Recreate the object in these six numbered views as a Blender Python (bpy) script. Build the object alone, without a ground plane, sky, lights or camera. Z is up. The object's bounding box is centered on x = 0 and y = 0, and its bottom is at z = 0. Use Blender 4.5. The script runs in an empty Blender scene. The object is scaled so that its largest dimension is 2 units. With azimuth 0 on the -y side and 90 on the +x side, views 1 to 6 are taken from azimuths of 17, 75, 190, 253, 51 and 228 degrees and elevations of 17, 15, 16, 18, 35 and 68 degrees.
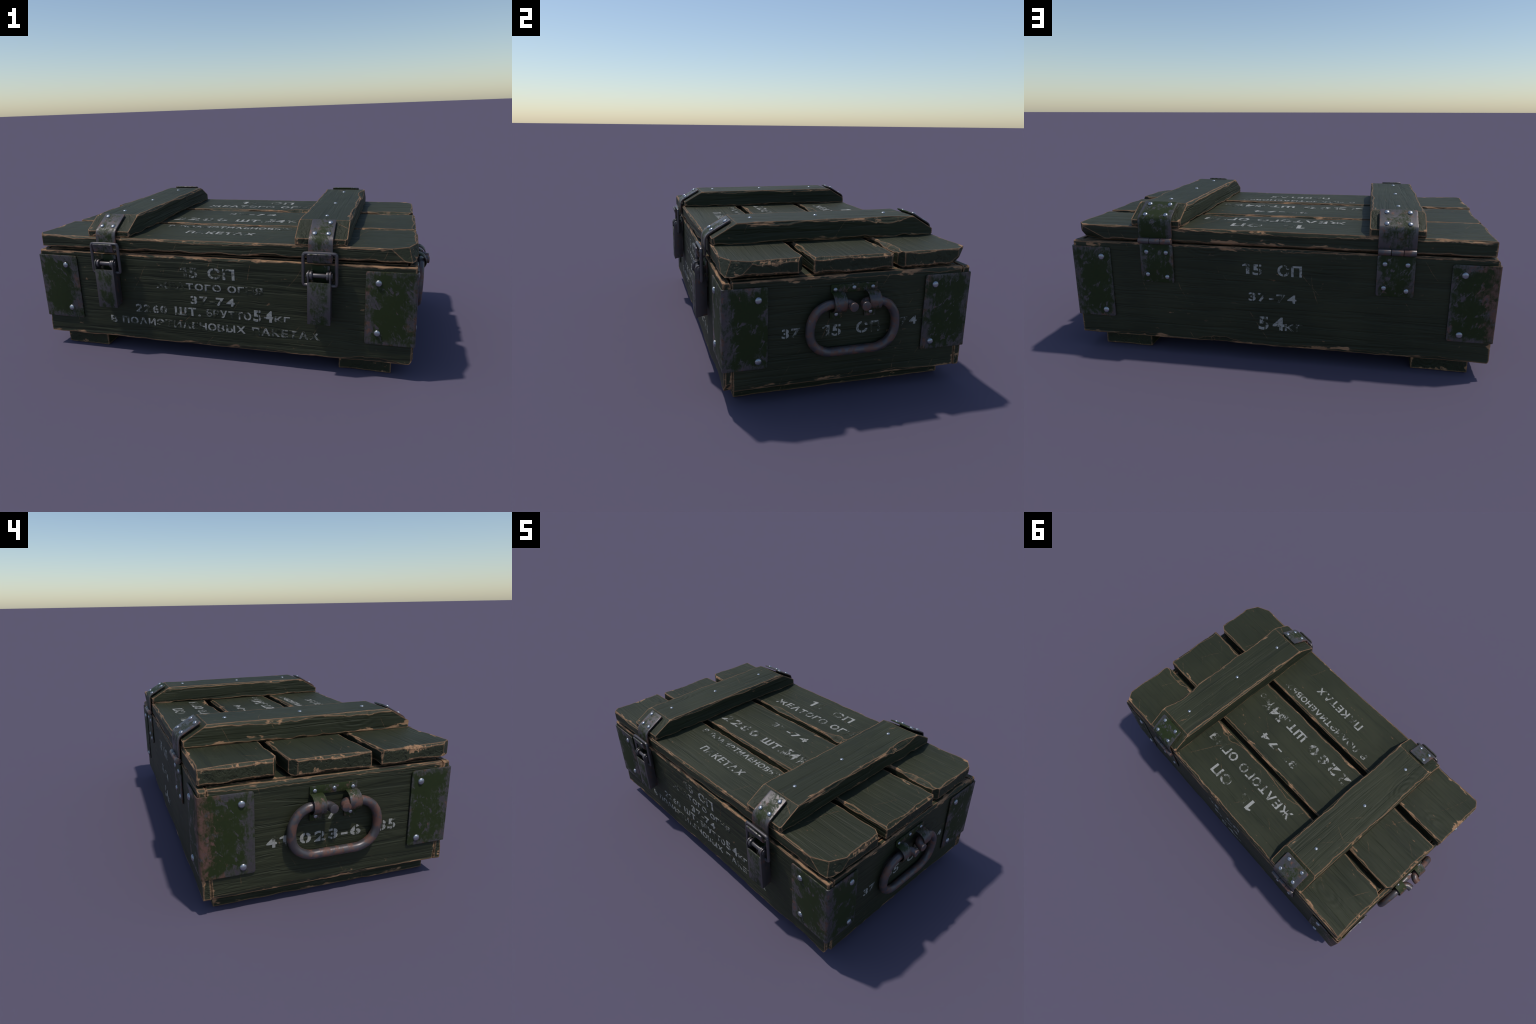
# Old green ammunition crate: walls, lid planks, battens, feet, iron corner
# brackets, two carrying handles, two toggle latches, two hinges, stencil text.
import bpy, bmesh, math
import numpy as np
from mathutils import Vector, Matrix, noise
from mathutils.bvhtree import BVHTree

COL = bpy.context.scene.collection
rng = np.random.default_rng(7)

# ------------------------------------------------------------------ helpers
def add(name, mesh, parent=None, mat=None, loc=(0, 0, 0), rot=None):
    ob = bpy.data.objects.new(name, mesh)
    COL.objects.link(ob)
    if mat is not None and mesh is not None and not mesh.materials:
        mesh.materials.append(mat)
    m = Matrix.Translation(Vector(loc))
    if rot is not None:
        m = m @ rot.to_4x4()
    ob.matrix_world = m
    WORLD[ob.name] = m
    if parent is not None:
        ob.parent = parent
        ob.matrix_parent_inverse = WORLD[parent.name].inverted()
    return ob

WORLD = {}

def mesh_of(name, verts, faces, sharp=30):
    me = bpy.data.meshes.new(name)
    me.from_pydata([tuple(map(float, v)) for v in verts], [], faces)
    me.validate()
    bm = bmesh.new(); bm.from_mesh(me)
    bmesh.ops.remove_doubles(bm, verts=bm.verts, dist=1e-6)
    bmesh.ops.recalc_face_normals(bm, faces=bm.faces)
    bm.to_mesh(me); bm.free()
    smooth(me, sharp)
    return me

def smooth(me, deg=30):
    me.polygons.foreach_set('use_smooth', [True] * len(me.polygons))
    me.set_sharp_from_angle(angle=math.radians(deg))

def rounded(me, width, segs=2, deg=30):
    """bevel every sharp edge of a mesh"""
    bm = bmesh.new(); bm.from_mesh(me)
    es = [e for e in bm.edges if len(e.link_faces) == 2 and e.calc_face_angle(0) > math.radians(deg)]
    bmesh.ops.bevel(bm, geom=es, offset=width, segments=segs, profile=.5, affect='EDGES', clamp_overlap=True)
    bm.to_mesh(me); bm.free(); smooth(me, 35)
    return me

def rot_z(deg): return Matrix.Rotation(math.radians(deg), 3, 'Z')

# ---------------------------------------------------------------- materials
class NT:
    def __init__(s, name):
        s.mat = bpy.data.materials.new(name); s.mat.use_nodes = True
        s.t = s.mat.node_tree; s.t.nodes.clear()
    def n(s, kind, **kw):
        nd = s.t.nodes.new(kind)
        ins = kw.pop('ins', {})
        for k, v in kw.items(): setattr(nd, k, v)
        for k, v in ins.items():
            if hasattr(v, 'is_output') or isinstance(v, bpy.types.NodeSocket): s.t.links.new(v, nd.inputs[k])
            else: nd.inputs[k].default_value = v
        return nd
    def math(s, op, a, b=0.0, c=None, clamp=False):
        ins = {0: a, 1: b}
        if c is not None: ins[2] = c
        return s.n('ShaderNodeMath', operation=op, use_clamp=clamp, ins=ins).outputs[0]
    def vmath(s, op, a, b=(0, 0, 0)):
        return s.n('ShaderNodeVectorMath', operation=op, ins={0: a, 1: b})
    def step(s, v, lo, hi, a=0.0, b=1.0):
        return s.n('ShaderNodeMapRange', interpolation_type='SMOOTHSTEP', ins={0: v, 1: lo, 2: hi, 3: a, 4: b}).outputs[0]
    def mix(s, f, a, b):
        nd = s.n('ShaderNodeMix', data_type='RGBA')
        for sock, v in ((nd.inputs[0], f), (nd.inputs[6], a), (nd.inputs[7], b)):
            if isinstance(v, bpy.types.NodeSocket): s.t.links.new(v, sock)
            else: sock.default_value = v if not isinstance(v, tuple) or len(v) == 4 else (*v, 1)
        return nd.outputs[2]
    def noise(s, vec, scale, detail=3.0, rough=.55, scl=(1, 1, 1), dist=0.0):
        if scl != (1, 1, 1): vec = s.vmath('MULTIPLY', vec, scl).outputs[0]
        return s.n('ShaderNodeTexNoise', ins={'Vector': vec, 'Scale': scale, 'Detail': detail, 'Roughness': rough, 'Distortion': dist}).outputs[0]
    def coords(s):
        o = s.n('ShaderNodeTexCoord').outputs['Object']
        r = s.n('ShaderNodeObjectInfo').outputs['Random']
        off = s.math('MULTIPLY', r, 37.0)
        return o, s.vmath('ADD', o, s.n('ShaderNodeCombineXYZ', ins={0: off, 1: off, 2: off}).outputs[0]).outputs[0]
    def prop(s, name):
        return s.n('ShaderNodeAttribute', attribute_type='OBJECT', attribute_name='["%s"]' % name).outputs['Fac']
    def bumped(s, h, strength, dist, prev=None):
        ins = {'Height': h, 'Strength': strength, 'Distance': dist}
        if prev is not None: ins['Normal'] = prev
        return s.n('ShaderNodeBump', ins=ins).outputs[0]
    def out(s, **ins):
        p = s.n('ShaderNodeBsdfPrincipled')
        for k, v in ins.items():
            k = k.replace('_', ' ')
            if isinstance(v, bpy.types.NodeSocket): s.t.links.new(v, p.inputs[k])
            else: p.inputs[k].default_value = v if not (isinstance(v, tuple) and len(v) == 3) else (*v, 1)
        s.t.links.new(p.outputs[0], s.n('ShaderNodeOutputMaterial').inputs[0])
        return s.mat

GREEN_A, GREEN_B = (.0250, .0284, .0138), (.0350, .0382, .0188)
BARE_A, BARE_B = (.38, .215, .112), (.265, .14, .075)

def box_edge(nt, o):
    """distance to the nearest edge of the board: median of the three face distances"""
    sp = nt.n('ShaderNodeSeparateXYZ', ins={0: nt.vmath('ABSOLUTE', o).outputs[0]}).outputs
    q = [nt.math('SUBTRACT', nt.prop('half_' + a), sp[i]) for i, a in enumerate('xyz')]
    return nt.math('MAXIMUM', nt.math('MINIMUM', q[0], q[1]),
                   nt.math('MINIMUM', nt.math('MAXIMUM', q[0], q[1]), q[2]))

def green_paint(nt, v):
    big = nt.noise(v, 3.0, 3)
    grain = nt.noise(v, 1.0, 4, .6, (5, 95, 95), .3)
    c = nt.mix(nt.step(big, .35, .68), GREEN_A, GREEN_B)
    # broad wavy growth bands that stand in the paint as furrows
    band = nt.noise(v, 1.0, 3, .55, (1.6, 30, 30), .7)
    # scattered knots: a few faint rings pressed into the face
    kd = nt.n('ShaderNodeTexVoronoi', ins={'Vector': nt.vmath('MULTIPLY', v, (1.5, 3.0, 3.0)).outputs[0], 'Scale': 1.0}).outputs['Distance']
    ring = nt.math('MULTIPLY', nt.math('SINE', nt.math('MULTIPLY', nt.math('ADD', kd, nt.math('MULTIPLY', big, .08)), 130.0)), nt.step(kd, .26, .10, 0, .30))
    h = nt.math('ADD', nt.math('MULTIPLY', grain, .5), nt.math('MULTIPLY', nt.step(band, .30, .56), .9))
    h = nt.math('ADD', h, ring)
    c = nt.mix(nt.step(band, .42, .30, 0, .40), c, (.014, .017, .0105))
    return nt.mix(nt.step(grain, .52, .30, 0, .30), c, (.014, .018, .011)), h

def wood_material():
    nt = NT('painted_wood'); o, v = nt.coords()
    col, grain = green_paint(nt, v)
    edge = box_edge(nt, o)
    # sharp arrises and chip borders
    bev = nt.n('ShaderNodeBevel', samples=6, ins={'Radius': .008}).outputs[0]
    geo = nt.n('ShaderNodeNewGeometry')
    dot = nt.vmath('DOT_PRODUCT', bev, geo.outputs['True Normal']).outputs['Value']
    patch = nt.noise(v, 6.0, 4, .65, (1, 2.2, 2.2))
    fibre = nt.noise(v, 1.0, 3, .6, (11, 48, 48), .4)
    fine = nt.noise(v, 90.0, 3, .7)
    amount = nt.math('ADD', nt.math('MULTIPLY', patch, .75), nt.math('MULTIPLY', fibre, .35))
    arris = nt.math('MULTIPLY', nt.step(dot, .993, .955), nt.step(amount, .30, .43))
    reach = nt.math('MULTIPLY', nt.step(amount, .53, .80), .036)
    rim = nt.step(nt.math('SUBTRACT', edge, reach), .004, -.004)
    rim = nt.math('MULTIPLY', rim, nt.step(nt.math('ADD', fibre, nt.math('MULTIPLY', fine, .22)), .48, .70))
    # long thin scratches in two directions, plus flecks
    def scratch(angle, freq, seed):
        m = nt.n('ShaderNodeMapping', ins={'Vector': v, 'Rotation': (angle * .6, angle * .3, angle), 'Location': (seed, seed * 2, seed)}).outputs[0]
        wob = nt.noise(m, 2.5, 2)
        x = nt.n('ShaderNodeSeparateXYZ', ins={0: m}).outputs
        u = nt.math('ADD', nt.math('MULTIPLY', x[1], freq), nt.math('MULTIPLY', wob, freq * .10))
        line = nt.math('ABSOLUTE', nt.math('SUBTRACT', nt.math('FRACT', u), .5))
        sel = nt.noise(m, 1.0, 2, .5, (4.5, 9, 9))
        return nt.math('MULTIPLY', nt.step(line, .012 * freq / 8, .003), nt.step(sel, .565, .64))
    scr = nt.math('MAXIMUM', scratch(.6, 9.0, 3.1), scratch(-.95, 7.0, 8.7))
    scr = nt.math('MULTIPLY', scr, nt.step(fine, .38, .62, 0, .45))
    fleck = nt.math('MULTIPLY', nt.step(nt.noise(v, 34.0, 4, .7, (.6, 1.4, 1.4)), .63, .71), nt.step(nt.noise(v, 5.0, 2), .50, .64, 0, .7))
    wear = nt.math('MAXIMUM', nt.math('MAXIMUM', arris, rim), nt.math('MAXIMUM', scr, fleck), clamp=True)
    bare = nt.mix(nt.step(fibre, .35, .68), BARE_B, BARE_A)
    # worn, rubbed halo round the bare patches: thin olive-brown paint
    col = nt.mix(nt.step(nt.math('SUBTRACT', edge, reach), .016, .0, 0, .35), col, (.052, .056, .036))
    col = nt.mix(wear, col, bare)
    crack = nt.step(nt.noise(v, 1.0, 2, .5, (2.2, 42, 42), .6), .40, .33)
    h = nt.math('SUBTRACT', grain, nt.math('MULTIPLY', crack, .6))
    h = nt.math('SUBTRACT', h, nt.math('MULTIPLY', wear, .25))
    nrm = nt.bumped(h, .6, .0045)
    return nt.out(Base_Color=col, Roughness=nt.step(wear, 0, 1, .62, .8), Normal=nrm, Specular_IOR_Level=.27)

def letter_material(name, lo, hi):
    nt = NT(name); o, v = nt.coords()
    col, grain = green_paint(nt, v)
    n1 = nt.noise(v, 26.0, 4, .65)
    n2 = nt.noise(v, 110.0, 3, .7)
    m = nt.math('ADD', n1, nt.math('MULTIPLY', nt.math('SUBTRACT', n2, .5), .35))
    m = nt.step(m, lo, hi, 0, .92)
    white = nt.mix(n2, (.29, .283, .255), (.44, .43, .39))
    return nt.out(Base_Color=nt.mix(m, col, white), Roughness=.65, Normal=nt.bumped(grain, .4, .003), Specular_IOR_Level=.3)

METAL_A, METAL_B = (.155, .140, .142), (.078, .070, .072)
OLIVE = (.029, .042, .0085)
RUST_A, RUST_B = (.19, .075, .042), (.11, .055, .042)

def metal_material(name, kind, paint=.5, rust=.5):
    """worn olive paint over dark iron; kind picks how edge distance is found"""
    nt = NT(name); o, v = nt.coords()
    sp = nt.n('ShaderNodeSeparateXYZ', ins={0: nt.vmath('ABSOLUTE', o).outputs[0]}).outputs
    if kind == 'corner':      # origin on the outer corner, legs along both axes
        leg = nt.math('MAXIMUM', sp[0], sp[1])
        e = nt.math('MINIMUM', nt.math('MULTIPLY', leg, .55), nt.math('SUBTRACT', .2, leg))
        e = nt.math('MINIMUM', e, nt.math('SUBTRACT', nt.prop('half_z'), sp[2]))
    else:
        e = nt.math('MULTIPLY', nt.math('DIVIDE', nt.math('SUBTRACT', nt.prop('half_x'), sp[0]), nt.prop('half_x')), .11)
    cloud = nt.noise(v, 13.0, 4, .6)
    streak = nt.noise(v, 1.0, 3, .65, (70, 70, 14), 1.5)
    fine = nt.noise(v, 120.0, 3, .7)
    a = nt.math('ADD', nt.math('MULTIPLY', nt.math('SUBTRACT', cloud, .5), 1.7), nt.math('MULTIPLY', nt.math('SUBTRACT', streak, .5), .9))
    a = nt.math('ADD', a, nt.step(e, 0, .045, -.34, .14))
    a = nt.math('ADD', a, nt.math('MULTIPLY', nt.math('SUBTRACT', fine, .5), .45))
    a = nt.math('ADD', a, nt.math('MULTIPLY', nt.math('SUBTRACT', nt.noise(v, 52.0, 3, .6), .5), .6))
    turned = nt.n('ShaderNodeMapping', ins={'Vector': v, 'Rotation': (.5, .55, .45)}).outputs[0]
    scuff = nt.noise(turned, 1.0, 3, .6, (55, 55, 8), .8)
    a = nt.math('SUBTRACT', a, nt.math('MULTIPLY', nt.step(scuff, .52, .72), nt.step(cloud, .62, .42, .15, .9)))
    painted = nt.step(nt.math('ADD', a, paint - .5), -.38, .40)
    metal = nt.mix(cloud, METAL_B, METAL_A)
    r = nt.math('ADD', nt.noise(nt.vmath('ADD', v, (5.2, 1.3, 7.7)).outputs[0], 27.0, 4, .62), nt.math('MULTIPLY', nt.math('SUBTRACT', fine, .5), .3))
    r = nt.math('ADD', r, nt.step(leg, .15, .0, 0, .30) if kind == 'corner' and rust > .6 else nt.step(e, .012, 0, 0, .10))
    rusty = nt.step(nt.math('ADD', r, ((.45 if kind == 'corner' and rust > .6 else rust) - .5) * .6), .55, .70, 0, .85)
    col = nt.mix(rusty, metal, nt.mix(fine, RUST_B, RUST_A))
    paintc = nt.mix(fine, OLIVE, (.016, .024, .007))
    col = nt.mix(painted, col, paintc)
    bare = nt.math('MULTIPLY', nt.math('SUBTRACT', 1.0, painted), nt.math('SUBTRACT', 1.0, rusty))
    h = nt.math('ADD', nt.math('MULTIPLY', painted, .5), nt.math('MULTIPLY', fine, .25))
    return nt.out(Base_Color=col, Metallic=nt.math('MULTIPLY', bare, .6), Roughness=nt.step(bare, 0, 1, .62, .40),
                  Normal=nt.bumped(h, .35, .0015), Specular_IOR_Level=nt.step(painted, 0, 1, .5, .25))

def steel_material():
    nt = NT('rivet_steel'); o, v = nt.coords()
    f = nt.noise(v, 150.0, 3)
    return nt.out(Base_Color=nt.mix(f, (.30, .31, .335), (.48, .50, .535)), Metallic=.85, Roughness=.33)

WOOD = wood_material()
PAINTS = [letter_material('stencil_paint_fresh', .355, .52), letter_material('stencil_paint_worn', .43, .62), letter_material('stencil_paint_faint', .52, .72)]
M_CORNER = metal_material('corner_iron', 'corner', .86, .45)
M_CORNER_RUST = metal_material('corner_iron_rusty', 'corner', .78, .72)
M_PLATE = metal_material('plate_iron_painted', 'flat', .78, .45)
M_STRAP = metal_material('strap_iron_worn', 'flat', .44, .52)
M_BARE = metal_material('bare_iron', 'flat', -.4, .25)
M_RUST = metal_material('rusty_iron', 'flat', -.2, .65)
STEEL = steel_material()

# ---------------------------------------------------------------- the crate
crate = bpy.data.objects.new('wooden_crate', None)
COL.objects.link(crate)
WORLD[crate.name] = Matrix.Identity(4)
crate['label'] = 'worn dark green wooden ammunition crate with iron latches and stencil lettering'
crate['category'] = 'wooden crate'

# ------------------------------------------------------------------- boards
C0, QMAX = .007, .055

def lines(h):
    """grid coordinates across one axis, dense towards both ends"""
    near = [0, .5 * C0, C0, .012, .018, .026, .038, QMAX]
    near = [q for q in near if q < h * .9]
    n = max(1, int(round((2 * h - 2 * near[-1]) / .010)))
    mid = list(np.linspace(-h + near[-1], h - near[-1], n + 1)[1:-1])
    return np.array([-h + q for q in near] + mid + [h - q for q in reversed(near)])

def board(name, lo, hi, grain='x', chip=.006, bumps=(), cuts=(), wobble=.0016, seed=0, lift=None):
    """A plank with chipped, unevenly chamfered edges.
    bumps: (edge like 'y+z+', place along the edge in world units, half length, width on 1st face, width on 2nd face)
    cuts: (point, normal) planes in world space that take corners off"""
    lo, hi = np.array(lo, float), np.array(hi, float)
    ctr, half = (lo + hi) / 2, (hi - lo) / 2
    L = [lines(h) for h in half]
    n = [len(a) for a in L]
    index, P = {}, []
    for i in range(n[0]):
        for j in range(n[1]):
            inner = 0 < i < n[0] - 1 and 0 < j < n[1] - 1
            for k in ((0, n[2] - 1) if inner else range(n[2])):
                index[i, j, k] = len(P); P.append((L[0][i], L[1][j], L[2][k]))
    F = []
    g = lambda *a: index[a]
    for i in range(n[0] - 1):
        for j in range(n[1] - 1):
            for k in (0, n[2] - 1): F.append((g(i, j, k), g(i + 1, j, k), g(i + 1, j + 1, k), g(i, j + 1, k)))
    for i in range(n[0] - 1):
        for k in range(n[2] - 1):
            for j in (0, n[1] - 1): F.append((g(i, j, k), g(i + 1, j, k), g(i + 1, j, k + 1), g(i, j, k + 1)))
    for j in range(n[1] - 1):
        for k in range(n[2] - 1):
            for i in (0, n[0] - 1): F.append((g(i, j, k), g(i, j + 1, k), g(i, j + 1, k + 1), g(i, j, k + 1)))
    P = np.array(P); S = np.where(P >= 0, 1.0, -1.0)
    Q = half - np.abs(P)
    onface = Q < 1e-9
    # chamfer widths of the twelve edges as functions of the place along them
    def widths(a, b, idx):
        d = 3 - a - b
        pos = P[idx, d]; sa, sb = S[idx, a], S[idx, b]
        out = np.zeros((len(idx), 2))
        for m in range(len(idx)):
            key = a * 7 + b * 13 + sa[m] * 3.3 + sb[m] * 5.7 + seed * 11.3
            t = pos[m]
            n1 = noise.noise((t * 7, key, 1.5)); n2 = noise.noise((t * 16, key, 8.5)); n3 = noise.noise((t * 60, key, 4.5))
            w = chip * (.60 + 1.0 * max(0, n1) + .85 * n2 + .32 * n3)
            wa = wb = min(max(w, .0018), half[a] * .45, half[b] * .45)
            out[m] = wa, wb
        for spec, at, hl, w1, w2 in bumps:
            e = {'xyz'.index(spec[0]): (1 if spec[1] == '+' else -1, w1), 'xyz'.index(spec[2]): (1 if spec[3] == '+' else -1, w2)}
            if set(e) != {a, b}: continue
            hit = (sa == e[a][0]) & (sb == e[b][0])
            u = np.clip(np.abs(pos + ctr[d] - at) / hl, 0, 1)
            rough = np.array([1 + .35 * noise.noise((t * 30, at * 9, seed)) + .25 * noise.noise((t * 75, at * 5, seed)) for t in pos])
            f = (1 - u ** 2) ** 1.1 * hit * rough
            out[:, 0] = np.maximum(out[:, 0], f * e[a][1]); out[:, 1] = np.maximum(out[:, 1], f * e[b][1])
        return out
    allv = np.arange(len(P))
    W = {}
    for a, b in ((0, 1), (0, 2), (1, 2)):
        idx = allv[(Q[:, a] < QMAX + 1e-6) & (Q[:, b] < QMAX + 1e-6)]
        w = np.full((len(P), 2), C0); w[idx] = widths(a, b, idx); W[a, b] = w
    wid = lambda t, f: W[(min(t, f), max(t, f))][:, 0 if t < f else 1]   # width measured along axis t
    Q2 = Q.copy()
    for t in range(3):
        num, den = np.zeros(len(P)), np.zeros(len(P))
        for f in range(3):
            if f != t: num += wid(t, f) * onface[:, f]; den += onface[:, f]
        c = np.where(den > 0, num / np.maximum(den, 1), C0)
        q = Q[:, t]; lim = min(QMAX, half[t] * .9); c = np.minimum(c, lim * .8)
        r = np.where(q <= C0, q * c / C0, np.where(q < lim, c + (q - C0) * (lim - c) / max(lim - C0, 1e-6), q))
        Q2[:, t] = r
    D = np.zeros_like(Q2)
    for a, b in ((0, 1), (0, 2), (1, 2)):
        ca, cb = W[a, b][:, 0], W[a, b][:, 1]
        s = np.clip(1 - (Q2[:, a] / ca + Q2[:, b] / cb), 0, 1)
        D[:, a] = np.maximum(D[:, a], s * ca / 2); D[:, b] = np.maximum(D[:, b], s * cb / 2)
    P = S * (half - Q2 - D)
    Pw = P + ctr
    # slow warping of the whole board
    for m in range(len(Pw)):
        x, y, z = Pw[m]
        v = noise.noise_vector((x * 3.1 + seed * 5.1, y * 3.1, z * 3.1)) * wobble + noise.noise_vector((x * 13, y * 13 + seed * 3.7, z * 13)) * (wobble * .45)
        Pw[m] += np.array(v)
        if lift: Pw[m] += np.array(lift(x, y))
    me = bpy.data.meshes.new(name)
    me.from_pydata(Pw.tolist(), [], F)
    bm = bmesh.new(); bm.from_mesh(me)
    bmesh.ops.recalc_face_normals(bm, faces=bm.faces)
    for p, nrm in cuts:
        res = bmesh.ops.bisect_plane(bm, geom=bm.verts[:] + bm.edges[:] + bm.faces[:], plane_co=Vector(p), plane_no=Vector(nrm).normalized(), clear_outer=True, dist=1e-5)
        es = [e for e in res['geom_cut'] if isinstance(e, bmesh.types.BMEdge) and e.is_boundary]
        if es:
            bmesh.ops.holes_fill(bm, edges=es, sides=0)
    if cuts:
        bmesh.ops.triangulate(bm, faces=[f for f in bm.faces if len(f.verts) > 4])
        bmesh.ops.recalc_face_normals(bm, faces=bm.faces)
    R = rot_z(90 if grain == 'y' else 0)
    bm.transform(R.to_4x4().inverted() @ Matrix.Translation(-Vector(ctr)))
    bm.to_mesh(me); bm.free(); smooth(me, 24)
    ob = add(name, me, crate, WOOD, ctr, R)
    hx, hy, hz = half if grain == 'x' else (half[1], half[0], half[2])
    ob['half_x'], ob['half_y'], ob['half_z'] = float(hx), float(hy), float(hz)
    return ob

YF, YB, XE = -.5155, .5485, .9285        # front, back, end faces of the box
Z0, Z1 = .075, .531
TH = .032
wall_f = board('wall', (-XE, YF, Z0), (XE, YF + TH, Z1 - .003), seed=1, chip=.007,
               bumps=[('y-z+', -.1, .5, .004, .016), ('y-z-', .1, .35, .006, .018), ('y-z-', .75, .16, .010, .022), ('x+z-', -.5, .06, .02, .03)])
wall_b = board('wall', (-XE, YB - TH, Z0), (XE, YB, Z1), seed=2, chip=.007,
               bumps=[('y+z-', .25, .13, .014, .028), ('y+z-', -.25, .3, .008, .02), ('y+z-', .62, .18, .007, .018), ('y+z-', -.7, .15, .005, .014), ('y+z+', 0, .3, .004, .014)])
wall_r = board('wall', (XE - .001 - TH, YF + TH + .0005, Z0 + .001), (XE - .001, YB - TH - .0005, Z1 - .001), grain='y', seed=3, chip=.007,
               bumps=[('x+z-', -.1, .55, .006, .024), ('x+z+', .1, .4, .008, .016), ('x+z+', .42, .12, .012, .02)])
wall_l = board('wall', (-XE + .001, YF + TH + .0005, Z0 + .001), (-XE + .001 + TH, YB - TH - .0005, Z1 - .001), grain='y', seed=4, chip=.008,
               bumps=[('x-z-', .2, .5, .006, .022), ('x-z+', .25, .35, .010, .02), ('x-z+', -.2, .3, .008, .014)])
board('lid_liner', (-XE + TH + .006, YF + TH + .006, .520), (XE - TH - .006, YB - TH - .006, .529), seed=9, wobble=.0004, chip=.003)
board('floor_board', (-XE + TH, YF + TH, Z0 + .003), (XE - TH, YB - TH, Z0 + .022), seed=5)
board('foot', (.602, -.462, 0), (.838, .498, Z0 + .004), grain='y', seed=6, chip=.004, wobble=.0008)
board('foot', (-.857, -.478, 0), (-.616, .498, Z0 + .004), grain='y', seed=7, chip=.004, wobble=.0008)

LZ0, LZ1 = .539, .6025
def ramp(v, a, b):
    return min(max((v - a) / (b - a), 0.0), 1.0)
def corner_cut(x, y, a, b, sy=None):
    """vertical plane that takes a corner off: a along x, b along y"""
    sx = math.copysign(1, x); sy = sy or math.copysign(1, y)
    return ((x - sx * a, y, 0), (sx * b, sy * a, 0))
plank_f = board('plank', (-.931, -.518, LZ0 + .005), (.930, -.190, LZ1 + .002), seed=11, chip=.008,
    lift=lambda x, y: (0, .011 * ramp(x, -.35, .35) * (1 - .6 * ramp(x, .5, .85)) * ramp(y, -.40, -.51),
                       .006 * ramp(x, .55, .90) * ramp(y, -.517, -.187) + .006 * ramp(x, -.72, -.92) * ramp(y, -.25, -.5)),
    cuts=[corner_cut(-.931, -.518, .030, .042),
          corner_cut(.930, -.518, .03, .028), corner_cut(.930, -.190, .045, .03, 1), ((.820, -.512, .604), (.39, -.80, .45)), ((.893, -.474, .605), (.84, -.39, .39)), ((.921, -.35, .610), (.6, -.02, .8))],
    bumps=[('x+z+', -.33, .14, .012, .016), ('x+z-', -.42, .14, .014, .012), ('y-z+', 0, .4, .008, .014)])
plank_m = board('plank', (-.921, -.155, LZ0), (.924, .192, LZ1), seed=12, chip=.008,
    bumps=[('x+z+', .1, .12, .014, .01), ('x-z+', 0, .14, .016, .012), ('y+z+', -.10, .10, .012, .02), ('y-z+', .35, .2, .01, .012), ('y+z+', .3, .2, .012, .012), ('x+z+', -.1, .08, .02, .012)],
    cuts=[corner_cut(-.921, .192, .02, .03)])
plank_b = board('plank', (-.914, .226, LZ0), (.914, .546, LZ1 + .002), seed=13, chip=.008,
    lift=lambda x, y: (0, 0, .008 * ramp(x, -.55, -.90) * ramp(y, .545, .226)),
    cuts=[corner_cut(.914, .546, .040, .050), ((.907, .55, .600), (.80, .35, -.48)), ((.88, .547, .600), (.30, .75, -.6)), corner_cut(-.912, .226, .055, .028, -1), ((.885, .226, LZ0), (.6, -.75, -.05))],
    bumps=[('y-z+', .29, .13, .034, .020), ('y-z+', -.17, .12, .024, .014), ('y-z+', .8, .1, .03, .018), ('y+z+', -.1, .5, .007, .016), ('x-z+', .4, .12, .014, .012), ('y-z+', -.75, .08, .01, .012)])

BZ0, BZ1 = .6035, .6965
def batten(x0, x1, seed, bumps):
    y0, y1 = -.508, .544
    cuts = [((0, y0, .634), (0, -.061, .106)), ((0, y1, .634), (0, .062, .104))]
    return board('batten', (x0, y0, BZ0), (x1, y1, BZ1), grain='y', seed=seed, chip=.009, bumps=bumps, cuts=cuts)
bat_r = batten(.4085, .637, 21, [('x+z+', -.22, .14, .012, .018), ('x+z+', .30, .13, .022, .026), ('x-z+', .1, .4, .008, .008), ('x+z-', -.1, .3, .006, .012), ('x-z+', -.22, .1, .010, .014), ('x-z+', .38, .08, .010, .016)])
bat_l = batten(-.635, -.4085, 22, [('x+z+', -.2, .15, .009, .014), ('x+z+', .25, .2, .008, .014), ('x-z+', .15, .22, .010, .018), ('x-z+', -.25, .18, .012, .016), ('x+z-', .1, .3, .008, .012)])

# -------------------------------------------------------------- iron fittings
def dome_mesh(name, r, h):
    prof = [(r, -.003), (r, .15 * h), (r * .93, .45 * h), (r * .72, .78 * h), (r * .4, .95 * h)]
    n = 18
    vs = [(a * math.cos(t), a * math.sin(t), z) for a, z in prof for t in (2 * math.pi * i / n for i in range(n))]
    fs = [(k * n + i, k * n + (i + 1) % n, (k + 1) * n + (i + 1) % n, (k + 1) * n + i) for k in range(len(prof) - 1) for i in range(n)]
    vs.append((0, 0, h)); top = len(vs) - 1
    fs += [((len(prof) - 1) * n + i, (len(prof) - 1) * n + (i + 1) % n, top) for i in range(n)]
    fs.append(tuple(range(n)))
    return mesh_of(name, vs, fs, 60)
RIVETS = {k: dome_mesh('rivet_' + k, *s) for k, s in {'large': (.0143, .008), 'medium': (.0105, .006), 'small': (.0088, .005)}.items()}
for m in RIVETS.values(): m.materials.append(STEEL)
TINT = rng.random
def rivet(parent, size, at, normal, name='rivet'):
    q = Vector((0, 0, 1)).rotation_difference(Vector(normal)).to_matrix()
    tilt = Matrix.Rotation(float(rng.normal(0, .05)), 3, 'X') @ Matrix.Rotation(float(rng.normal(0, .05)), 3, 'Y')
    return add(name, RIVETS[size], parent, None, at, q @ tilt)

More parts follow.
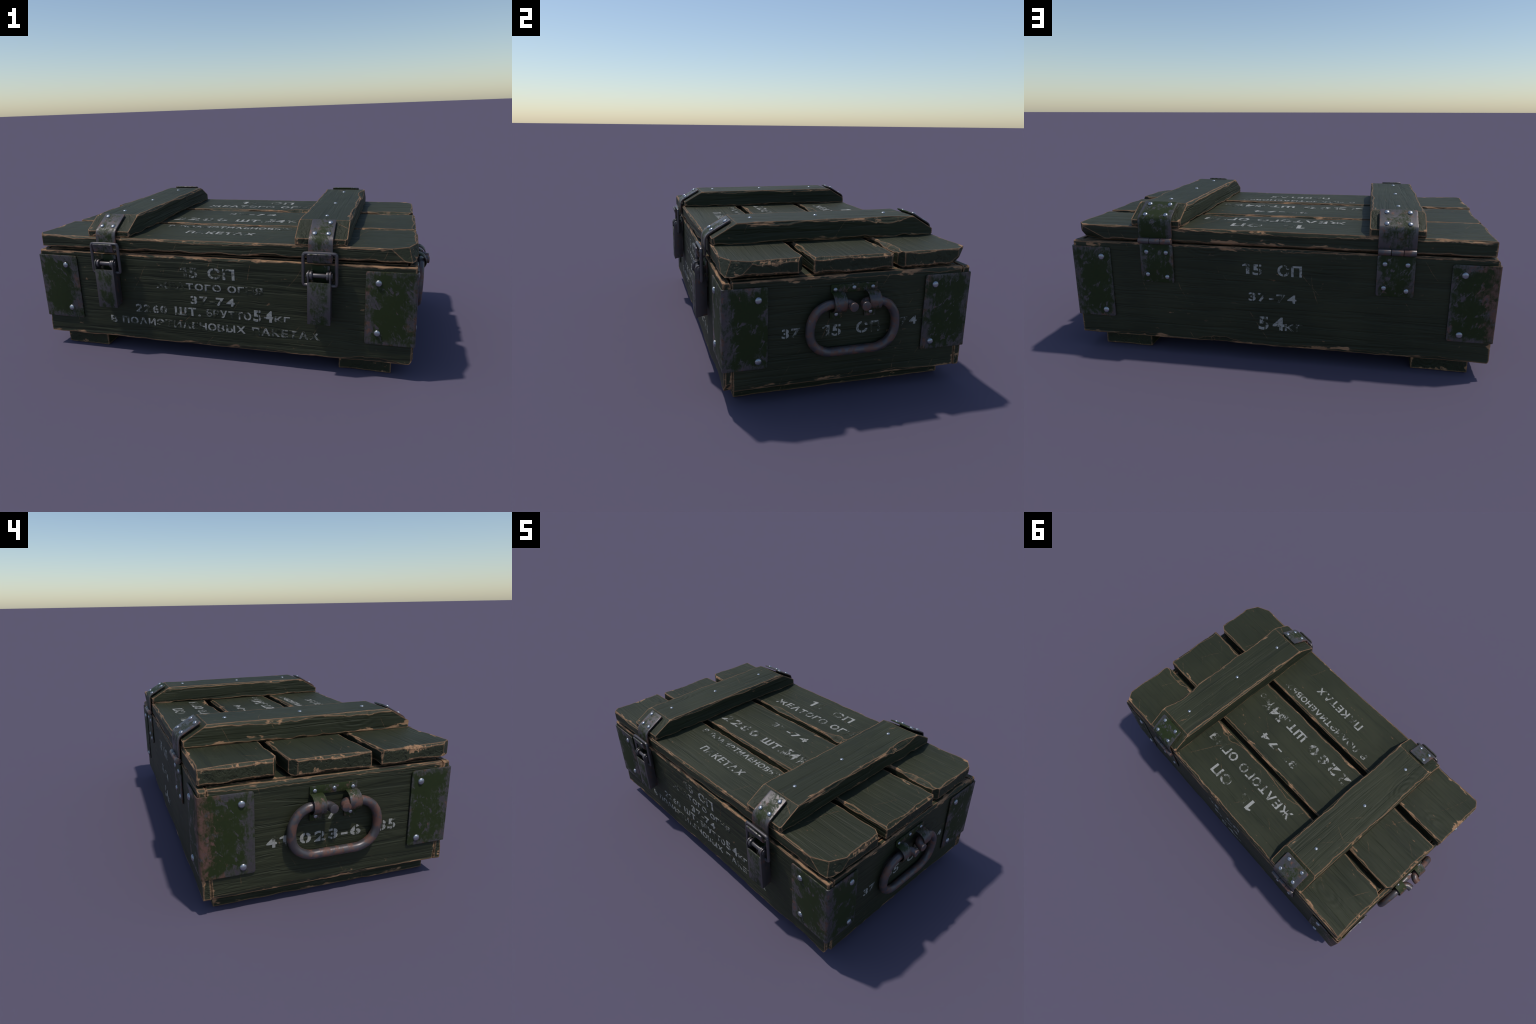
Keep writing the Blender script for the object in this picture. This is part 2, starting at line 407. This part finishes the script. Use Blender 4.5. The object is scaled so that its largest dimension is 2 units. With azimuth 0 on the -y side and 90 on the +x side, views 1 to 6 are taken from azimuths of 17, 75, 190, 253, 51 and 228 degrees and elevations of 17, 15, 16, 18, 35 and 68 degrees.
def plate_profile(poly, t):
    """thick closed outline around a polyline (list of 2D points, smooth offset)"""
    p = [Vector(a) for a in poly]; L, Rr = [], []
    for i, a in enumerate(p):
        d = Vector((0, 0))
        if i: d += (a - p[i - 1]).normalized()
        if i < len(p) - 1: d += (p[i + 1] - a).normalized()
        d.normalize(); n = Vector((-d.y, d.x))
        k = 1.0
        if 0 < i < len(p) - 1:
            k = 1 / max(.5, n.dot(Vector((-(a - p[i - 1]).normalized().y, (a - p[i - 1]).normalized().x))))
        L.append(a + n * t / 2 * k); Rr.append(a - n * t / 2 * k)
    return L, Rr

def bend(points, radius, steps=5):
    """round the inner corners of a 2D polyline"""
    p = [Vector(a) for a in points]; out = [p[0]]
    for i in range(1, len(p) - 1):
        a, b, c = p[i - 1], p[i], p[i + 1]
        r = min(radius, (a - b).length * .48, (c - b).length * .48)
        s, e = b + (a - b).normalized() * r, b + (c - b).normalized() * r
        for k in range(steps + 1):
            t = k / steps
            out.append(s.lerp(b, t).lerp(b.lerp(e, t), t))
    return out + [p[-1]]

def strip(name, poly, t, x0, x1, to3d, round_to=.0018, corner=0.0):
    """sheet metal strip: a bent profile swept between x0 and x1, ends with clipped corners"""
    A, B = plate_profile(poly, t)
    xs = [x0, x0 + .25 * corner, x0 + corner, (x0 + x1) / 2, x1 - corner, x1 - .25 * corner, x1] if corner else [x0, (x0 + x1) / 2, x1]
    cut = {0: corner, len(xs) - 1: corner, 1: .28 * corner, len(xs) - 2: .28 * corner} if corner else {}
    n = len(A); vs, fs = [], []
    for side in (A, B):
        for i, a in enumerate(side):
            for j, x in enumerate(xs):
                q = a
                if j in cut and i in (0, n - 1):
                    nb = side[1] if i == 0 else side[-2]
                    q = a + (nb - a).normalized() * min(cut[j], (nb - a).length * .8)
                vs.append(to3d(x, q.x, q.y))
    m = len(xs); o = n * m
    for i in range(n - 1):
        for j in range(m - 1):
            fs.append((i * m + j, i * m + j + 1, (i + 1) * m + j + 1, (i + 1) * m + j))
            fs.append((o + i * m + j, o + (i + 1) * m + j, o + (i + 1) * m + j + 1, o + i * m + j + 1))
        for j in (0, m - 1):
            fs.append((i * m + j, (i + 1) * m + j, o + (i + 1) * m + j, o + i * m + j))
    for i in (0, n - 1):
        for j in range(m - 1):
            fs.append((i * m + j, i * m + j + 1, o + i * m + j + 1, o + i * m + j))
    return rounded(mesh_of(name, vs, fs), round_to, 2, 40)

def tube(name, path, r, n=14, closed=False):
    p = [Vector(a) for a in path]; vs, fs = [], []
    up = None
    for i, a in enumerate(p):
        d = ((p[min(i + 1, len(p) - 1)] - p[max(i - 1, 0)])).normalized()
        if up is None: up = d.orthogonal().normalized()
        up = (up - d * up.dot(d)).normalized(); w = d.cross(up)
        for k in range(n):
            t = 2 * math.pi * k / n
            vs.append(a + (up * math.cos(t) + w * math.sin(t)) * r)
    for i in range(len(p) - 1):
        for k in range(n):
            fs.append((i * n + k, i * n + (k + 1) % n, (i + 1) * n + (k + 1) % n, (i + 1) * n + k))
    fs += [tuple(range(n)), tuple(range((len(p) - 1) * n, len(p) * n))]
    return rounded(mesh_of(name, vs, fs, 50), r * .12, 2, 60)

def spline(points, per=6):
    p = [Vector(a) for a in points]; p = [p[0] * 2 - p[1]] + p + [p[-1] * 2 - p[-2]]
    out = []
    for i in range(1, len(p) - 2):
        for k in range(per):
            t = k / per; a, b, c, d = p[i - 1:i + 3]
            out.append(.5 * ((2 * b) + (c - a) * t + (2 * a - 5 * b + 4 * c - d) * t * t + (3 * b - a - 3 * c + d) * t ** 3))
    return out + [p[-2]]

def box_mesh(name, lo, hi, r=.0015):
    vs = [(x, y, z) for x in (lo[0], hi[0]) for y in (lo[1], hi[1]) for z in (lo[2], hi[2])]
    fs = [(0, 1, 3, 2), (4, 6, 7, 5), (0, 4, 5, 1), (2, 3, 7, 6), (0, 2, 6, 4), (1, 5, 7, 3)]
    return rounded(mesh_of(name, vs, fs), r)

def join(name, meshes, deg=35):
    bm = bmesh.new()
    for m in meshes: bm.from_mesh(m)
    me = bpy.data.meshes.new(name); bm.to_mesh(me); bm.free(); smooth(me, deg)
    return me

# ---- corner brackets: bent iron sheets round the four vertical corners
T = .006
def corner_bracket(sx, sy, leg_x, leg_y, zc, hz, mat, rx, ry, rz):
    cx = sx * (XE + T + .0015); cy = (YF - T - .0015) if sy < 0 else (YB + T + .0015)
    prof = bend([(-sx * leg_x, -sy * T / 2), (-sx * T / 2, -sy * T / 2), (-sx * T / 2, -sy * leg_y)], .008, 4)
    A, B = plate_profile(prof, T)
    zs = [-hz, -hz + .0025, -hz + .010, 0, hz - .010, hz - .0025, hz]
    n, m = len(A), len(zs); vs, fs = [], []
    back_off = {0: .010, m - 1: .010, 1: .0028, m - 2: .0028}
    for side in (A, B):
        for i, a in enumerate(side):
            for j, z in enumerate(zs):
                q = a
                if i in (0, n - 1) and j in back_off:
                    nb = side[1] if i == 0 else side[-2]; q = a + (nb - a).normalized() * back_off[j]
                vs.append((q.x, q.y, z))
    o = n * m
    for i in range(n - 1):
        for j in range(m - 1):
            fs.append((i * m + j, i * m + j + 1, (i + 1) * m + j + 1, (i + 1) * m + j))
            fs.append((o + i * m + j, o + (i + 1) * m + j, o + (i + 1) * m + j + 1, o + i * m + j + 1))
        for j in (0, m - 1): fs.append((i * m + j, (i + 1) * m + j, o + (i + 1) * m + j, o + i * m + j))
    for i in (0, n - 1):
        for j in range(m - 1): fs.append((i * m + j, i * m + j + 1, o + i * m + j + 1, o + i * m + j))
    me = rounded(mesh_of('corner_bracket', vs, fs), .0016, 2, 40)
    ob = add('corner_bracket', me, crate, mat, (cx, cy, zc))
    ob['half_z'] = hz
    for z in rz[0]: rivet(ob, 'large', (rx, cy, z), (0, sy, 0))
    for z in rz[1]: rivet(ob, 'large', (cx, ry, z), (sx, 0, 0))
corner_bracket(1, -1, .217, .182, .336, .169, M_CORNER, .773, -.380, ((.454, .222), (.454, .200)))
corner_bracket(1, 1, .190, .218, .337, .168, M_CORNER, .791, .383, ((.459, .200), (.462, .205)))
corner_bracket(-1, 1, .190, .216, .338, .168, M_CORNER_RUST, -.797, .389, ((.462, .201), (.461, .202)))
corner_bracket(-1, -1, .224, .188, .335, .168, M_CORNER, -.780, -.377, ((.453, .221), (.455, .201)))

# ---- carrying handles on both ends
def handle(sx):
    yc = .0165
    X = lambda x, y, z: (sx * x, yc + y, z)
    def ring_half(s):
        return [X(.9995, s * .026, .416), X(.980, s * .028, .417), X(.966, s * .036, .420), X(.957, s * .055, .421), X(.956, s * .085, .421),
                X(.956, s * .121, .418), X(.955, s * .1585, .395), X(.954, s * .1825, .350), X(.952, s * .1835, .288),
                X(.951, s * .160, .244), X(.950, s * .112, .218), X(.950, s * .05, .216)]
    path = ring_half(-1) + ring_half(1)[::-1]
    # the loop hangs slightly off centre and leans on the wall
    path = [Vector(p) + Vector((-sx * .002, -.004, -.003)) * ramp(abs(p[1] - yc), .09, .15) if p[2] > .40 else Vector(p) + Vector((-sx * .002, -.004, -.003)) for p in path]
    ctr = Vector(X(.955, 0, .32))
    me = tube('carrying_handle', [Vector(p) for p in spline(path, 5)], .0188, 16)
    me.transform(Matrix.Translation(-ctr))
    ring = add('carrying_handle', me, crate, M_RUST, ctr); ring['half_x'] = .05
    # bracket: top plate with two straps that wrap the rod, each ending in a foot
    xw = XE
    pl = box_mesh('p', (0, -.101, .459), (.0055, .101, .4935), .0015)
    parts = [pl]
    outline = bend([(.003, .462), (.026, .461), (.048, .445), (.0555, .421), (.046, .396), (.024, .384), (.003, .384), (.003, .351)], .012, 4)
    for s in (-1, 1):
        y0, y1 = sorted((s * .048, s * .101))
        parts.append(strip('s', outline, .005, y0, y1, lambda y, a, b: (a, y, b), .0012))
    me = join('handle_bracket', parts)
    for v in me.vertices: v.co.x = sx * (v.co.x)
    if sx < 0: me.flip_normals()
    me.transform(Matrix.Translation((0, 0, -.42)))
    br = add('handle_bracket', me, ring, M_HANDLE, (sx * (xw + .001), yc, .42)); br['half_x'] = .06
    for y, z in ((-.0825, .4725), (-.002, .4765), (.080, .474), (-.0755, .369), (.0755, .369)):
        rivet(br, 'small', (sx * (xw + .0065), yc + y, z), (sx, 0, 0))
M_HANDLE = metal_material('handle_iron_painted', 'flat', .62, .70)
handle(1); handle(-1)

# ---- hinges on the back
def hinge(xc):
    hw = .0775; t = .0065
    to = lambda x, a, b: (x, a, b)
    # profile in (y, z): along the batten's slope, over the edge, down the lid to the knuckle
    prof = bend([(.4580, .7025), (.5500, .6480), (.5550, .6285), (.5545, .556)], .014, 5)
    up = strip('hinge', prof, t, -hw, hw, to, .0016, .008)
    o = Vector((xc, .55, .6))
    up.transform(Matrix.Translation((0, -o.y, -o.z)))
    ob = add('hinge', up, crate, M_PLATE if xc > 0 else M_STRAP, o); ob['half_x'] = hw
    low = strip('hinge_leaf', [(.5535, .530), (.5535, .44), (.5535, .3525)], t, -hw, hw, to, .0016, .009)
    low.transform(Matrix.Translation((0, -.5535, -.44)))
    lf = add('hinge_leaf', low, ob, M_PLATE, (xc, .5535, .44)); lf['half_x'] = hw
    cuts = [-hw, -.026, .024, hw]
    for i in range(3):
        a, b = cuts[i] + .001, cuts[i + 1] - .001
        kn = tube('hinge_knuckle', [(a - (a + b) / 2, 0, 0), (0, 0, 0), (b - (a + b) / 2, 0, 0)], .0138, 18)
        k = add('hinge_knuckle', kn, ob, M_RUST, (xc + (a + b) / 2, .5615, .5455)); k['half_x'] = .03
    s = Vector((0, .0545, .091)).normalized()
    for sx in (-1, 1):
        for y, z in ((.478, .6955), (.5375, .6600)):
            rivet(ob, 'medium', (xc + sx * .047, y, z), s)
        for z in (.493, .384):
            rivet(lf, 'medium', (xc + sx * .046, .5568, z + .004 * sx * (1 if z < .4 else 0)), (0, 1, 0))
hinge(.523); hinge(-.523)

# ---- toggle latches on the front
def latch(xc, rivet_side):
    hw = .0535; t = .008
    to = lambda x, a, b: (x, a, b)
    prof = bend([(-.4145, .6990), (-.5150, .6410), (-.5265, .622), (-.5275, .556)], .016, 5)
    hook = [(-.5300, .5475), (-.5375, .5415), (-.5480, .5410), (-.5560, .5470), (-.5590, .558), (-.5620, .572), (-.5670, .584)]
    st = strip('latch', prof + [Vector(h) for h in hook], t, -hw, hw, to, .002, .007)
    o = Vector((xc, -.53, .6)); st.transform(Matrix.Translation((0, .53, -.6)))
    ob = add('latch', st, crate, M_STRAP, o); ob['half_x'] = hw
    s = Vector((0, -.058, .1005)).normalized()
    for x, y, z in ((rivet_side * .030, -.436, .6925), (-.030, -.497, .6575), (.030, -.497, .6575)):
        rivet(ob, 'medium', (xc + x, y, z), s)
    # wire loop
    a = .0722; y = -.5475
    pts = [(-.046, y - .002, .4385), (-a + .008, y, .4385), (-a, y, .447), (-a, y, .51), (-a, y, .566), (-a + .005, y, .577), (-a + .016, y, .581),
           (a - .016, y, .581), (a - .005, y, .577), (a, y, .566), (a, y, .51), (a, y, .447), (a - .008, y, .4385), (.046, y - .002, .4385)]
    wire = tube('wire_loop', [Vector(p) - Vector((0, y, .51)) for p in spline(pts, 4)], .0078, 10)
    w = add('wire_loop', wire, ob, M_BARE, (xc, y, .51)); w['half_x'] = .02
    # lever: a folded channel, open to the wall, with two rounded ears for the pin
    hl, yf, yb, th = .0505, -.5755, -.5235, .0065
    parts = [box_mesh('f', (-hl, yf, .262), (hl, yf + th, .4575), .0016)]
    for sx in (-1, 1):
        ear = [(yf + .0006, .2625), (yb, .272), (yb, .43), (-.533, .470)]
        ear += [(-.554 + .0215 * math.cos(q), .484 + .0215 * math.sin(q)) for q in np.linspace(.1, math.pi, 9)] + [(yf + .0006, .47)]
        n = len(ear); x0, x1 = sx * hl, sx * (hl - th)
        vs = [(x0 + sx * .0006, p, q) for p, q in ear] + [(x1, p, q) for p, q in ear]
        fs = [tuple(range(n)), tuple(range(n, 2 * n))] + [(i, (i + 1) % n, n + (i + 1) % n, n + i) for i in range(n)]
        parts.append(rounded(mesh_of('e', vs, fs), .0014, 2, 40))
    me = join('latch_lever', parts); me.transform(Matrix.Translation((0, .55, -.38)))
    lv = add('latch_lever', me, ob, M_LEVER, (xc, -.55, .38)); lv['half_x'] = hl
    # pin with heads and collars, and the base that holds it
    def cyl(x0, x1, r): return tube('c', [(x0, 0, 0), ((x0 + x1) / 2, 0, 0), (x1, 0, 0)], r, 16)
    pin = join('hinge_pin', [cyl(-.056, .056, .0105), cyl(-.0565, -.051, .0135), cyl(.051, .0565, .0135), cyl(-.0425, -.030, .0195), cyl(.030, .0425, .0195)], 40)
    pn = add('hinge_pin', pin, ob, M_BARE, (xc, -.554, .484)); pn['half_x'] = .02
    base = join('latch_base', [box_mesh('b', (-.040, -.5245, .40), (.040, -.5165, .520), .002)] +
                [box_mesh('b', (min(s0 * .0415, s0 * .031), -.556, .466), (max(s0 * .0415, s0 * .031), -.5225, .500), .002) for s0 in (-1, 1)])
    base.transform(Matrix.Translation((0, .53, -.46)))
    b = add('latch_base', base, ob, M_PLATE, (xc, -.53, .46)); b['half_x'] = .04
M_LEVER = metal_material('lever_iron_worn', 'flat', .47, .35)
latch(.525, 1); latch(-.525, -1)

# ---- nails in the battens
for x, bat in ((.525, bat_r), (-.529, bat_l)):
    for y in (-.317, -.006, .341):
        rivet(bat, 'small', (x + float(rng.normal(0, .002)), y, BZ1), (0, 0, 1), 'nail')

# ------------------------------------------------------------ stencil letters
GLYPHS = {}
def glyph(ch):
    """flat outline of one character from the built-in font, cut by a stencil bridge"""
    if ch in GLYPHS: return GLYPHS[ch]
    if ch == '1':     # stencil figure one: a thick stem with a short slanted flag
        GLYPHS[ch] = [(.17, 0), (.33, 0), (.33, .73), (.17, .73), (0, .62), (0, .52), (.17, .57)], [(0, 1, 2, 3), (4, 5, 6, 3)], .33
        return GLYPHS[ch]
    cu = bpy.data.curves.new('glyph', 'FONT'); cu.body = ch; cu.size = 1.0; cu.resolution_u = 3; cu.offset = .026
    ob = bpy.data.objects.new('glyph', cu); COL.objects.link(ob)
    me = bpy.data.meshes.new_from_object(ob.evaluated_get(bpy.context.evaluated_depsgraph_get()))
    bm = bmesh.new(); bm.from_mesh(me)
    bmesh.ops.remove_doubles(bm, verts=bm.verts, dist=1e-5)
    xs = [v.co.x for v in bm.verts]; x0, x1 = min(xs), max(xs)
    if ch in '035689ОСЯЭВБРЕЗ2':
        c, g = (x0 + x1) / 2 + (.06 if ch in '25' else 0), .026
        for s in (c - g, c + g):
            bmesh.ops.bisect_plane(bm, geom=bm.verts[:] + bm.edges[:] + bm.faces[:], plane_co=(s, 0, 0), plane_no=(1, 0, 0))
        bmesh.ops.delete(bm, geom=[f for f in bm.faces if abs(f.calc_center_median().x - c) < g * .98], context='FACES')
    bmesh.ops.triangulate(bm, faces=bm.faces)
    bm.verts.index_update()
    vs = [(v.co.x - x0, v.co.y) for v in bm.verts]; fs = [tuple(v.index for v in f.verts) for f in bm.faces]
    bm.free(); bpy.data.objects.remove(ob); bpy.data.curves.remove(cu); bpy.data.meshes.remove(me)
    GLYPHS[ch] = vs, fs, x1 - x0
    return GLYPHS[ch]

CAP = .73
def lettering(board_ob, text, wear, u0, u1, v0, height, place, normal, slant=0.0):
    """place(u, v) gives the world point on the nominal face; letters hug the real board"""
    vs, fs, mats, pen = [], [], [], 0.0
    worn = iter(wear)
    for ch in text:
        if ch == ' ': pen += .42; continue
        w = next(worn)
        gv, gf, gw = glyph(ch); base = len(vs)
        jx, jy = rng.normal(0, .012), rng.normal(0, .012)
        vs += [(pen + x + jx, y + jy) for x, y in gv]; fs += [tuple(base + i for i in f) for f in gf]
        mats += [int(w)] * len(gf); pen += gw + .13
    pen -= .13
    kx, ky = (u1 - u0) / pen, height / CAP
    bvh = BVHTree.FromPolygons([WORLD[board_ob.name] @ v.co for v in board_ob.data.vertices], [tuple(p.vertices) for p in board_ob.data.polygons])
    n = Vector(normal); top, low = [], []
    for x, y in vs:
        p = Vector(place(u0 + (x + slant * y) * kx, v0 + y * ky))
        hit = bvh.ray_cast(p + n * .05, -n, .12)[0]
        q = hit if hit is not None else p
        top.append(q + n * .0011); low.append(q - n * .001)
    m = len(top)
    me = bpy.data.meshes.new('stencil_lettering')
    edges = {}
    for f in fs:
        for a, b in zip(f, f[1:] + f[:1]): edges[(a, b)] = 1
    side = [(a, b) for (a, b) in edges if (b, a) not in edges]
    faces = fs + [(a, m + a, m + b, b) for a, b in side]
    ctr = Vector(place((u0 + u1) / 2, v0 + height / 2))
    me.from_pydata([tuple(p - ctr) for p in top + low], [], faces)
    for pm in PAINTS: me.materials.append(pm)
    me.polygons.foreach_set('material_index', mats + [0] * len(side))
    me.update()
    if me.polygons[0].normal.dot(n) < 0: me.flip_normals()
    ob = add('stencil_lettering', me, board_ob, None, ctr)
    ob['kind'] = 'stuff'

front = lambda u, v: (u, YF, v); back = lambda u, v: (-u, YB, v)
right = lambda u, v: (XE, u, v); left = lambda u, v: (-XE, -u, v)
top = lambda u, v: (u, v, LZ1)
NF, NB, NR, NL, NT_ = (0, -1, 0), (0, 1, 0), (1, 0, 0), (-1, 0, 0), (0, 0, 1)
for args in (
    (wall_f, '15 СП', '1110', -.147, .124, .425, .050, front, NF),
    (wall_f, 'ЖЕΛТОГО ОГНЯ', '12210000121', -.282, .257, .362, .031, front, NF),
    (wall_f, '37-74', '01200', -.105, .119, .292, .040, front, NF),
    (wall_f, '2260 ШТ.', '0100000', -.406, -.057, .228, .040, front, NF),
    (wall_f, 'БРУТТО', '110210', -.027, .197, .230, .036, front, NF),
    (wall_f, '54', '00', .208, .303, .228, .056, front, NF),
    (wall_f, 'КГ', '10', .310, .382, .232, .027, front, NF),
    (wall_f, 'В ПОΛИЭТИΛЕНОВЫХ ПАКЕТАХ', '1111011101100001111111', -.557, .519, .158, .035, front, NF),
    (wall_b, '15', '00', -.131, -.045, .414, .048, back, NB),
    (wall_b, 'СП', '00', .025, .132, .414, .046, back, NB),
    (wall_b, '37-74', '01110', -.104, .110, .291, .038, back, NB),
    (wall_b, '54', '00', -.056, .055, .158, .062, back, NB),
    (wall_b, 'КГ', '11', .060, .138, .158, .031, back, NB),
    (wall_r, '37', '01', -.283, -.207, .284, .039, right, NR),
    (wall_r, '15', '00', -.113, -.030, .275, .048, right, NR),
    (wall_r, 'СП', '01', .036, .146, .276, .046, right, NR),
    (wall_r, '74', '11', .234, .313, .290, .037, right, NR),
    (wall_l, '41', '00', -.292, -.211, .260, .045, left, NL),
    (wall_l, '023-6', '00000', -.155, .114, .258, .044, left, NL),
    (wall_l, '35', '00', .196, .277, .259, .045, left, NL),
    (wall_l, '7', '0', -.040, .004, .347, .044, left, NL),
    (plank_b, '15', '02', -.128, -.030, .398, .063, top, NT_),
    (plank_b, 'СП', '10', .067, .205, .405, .052, top, NT_),
    (plank_b, 'ЖЕΛТОГО ОГНЯ', '00001110021', -.300, .366, .289, .047, top, NT_),
    (plank_m, '37-74', '12000', -.098, .180, .075, .040, top, NT_),
    (plank_m, '2260', '1011', -.368, -.058, -.083, .058, top, NT_),
    (plank_m, 'ШТ.', '001', -.010, .150, -.084, .048, top, NT_),
    (plank_m, '54К', '001', .168, .330, -.078, .058, top, NT_),
    (plank_m, 'БРУТТО', '111222', .160, .388, -.092, .030, top, NT_),
    (plank_f, 'В ПОΛИЭТИΛЕНОВЫХ', '111110000100012', -.322, .343, -.255, .034, top, NT_),
    (plank_f, 'ПАКЕТАХ', '0200000', -.172, .182, -.374, .042, top, NT_),
):
    lettering(*args)
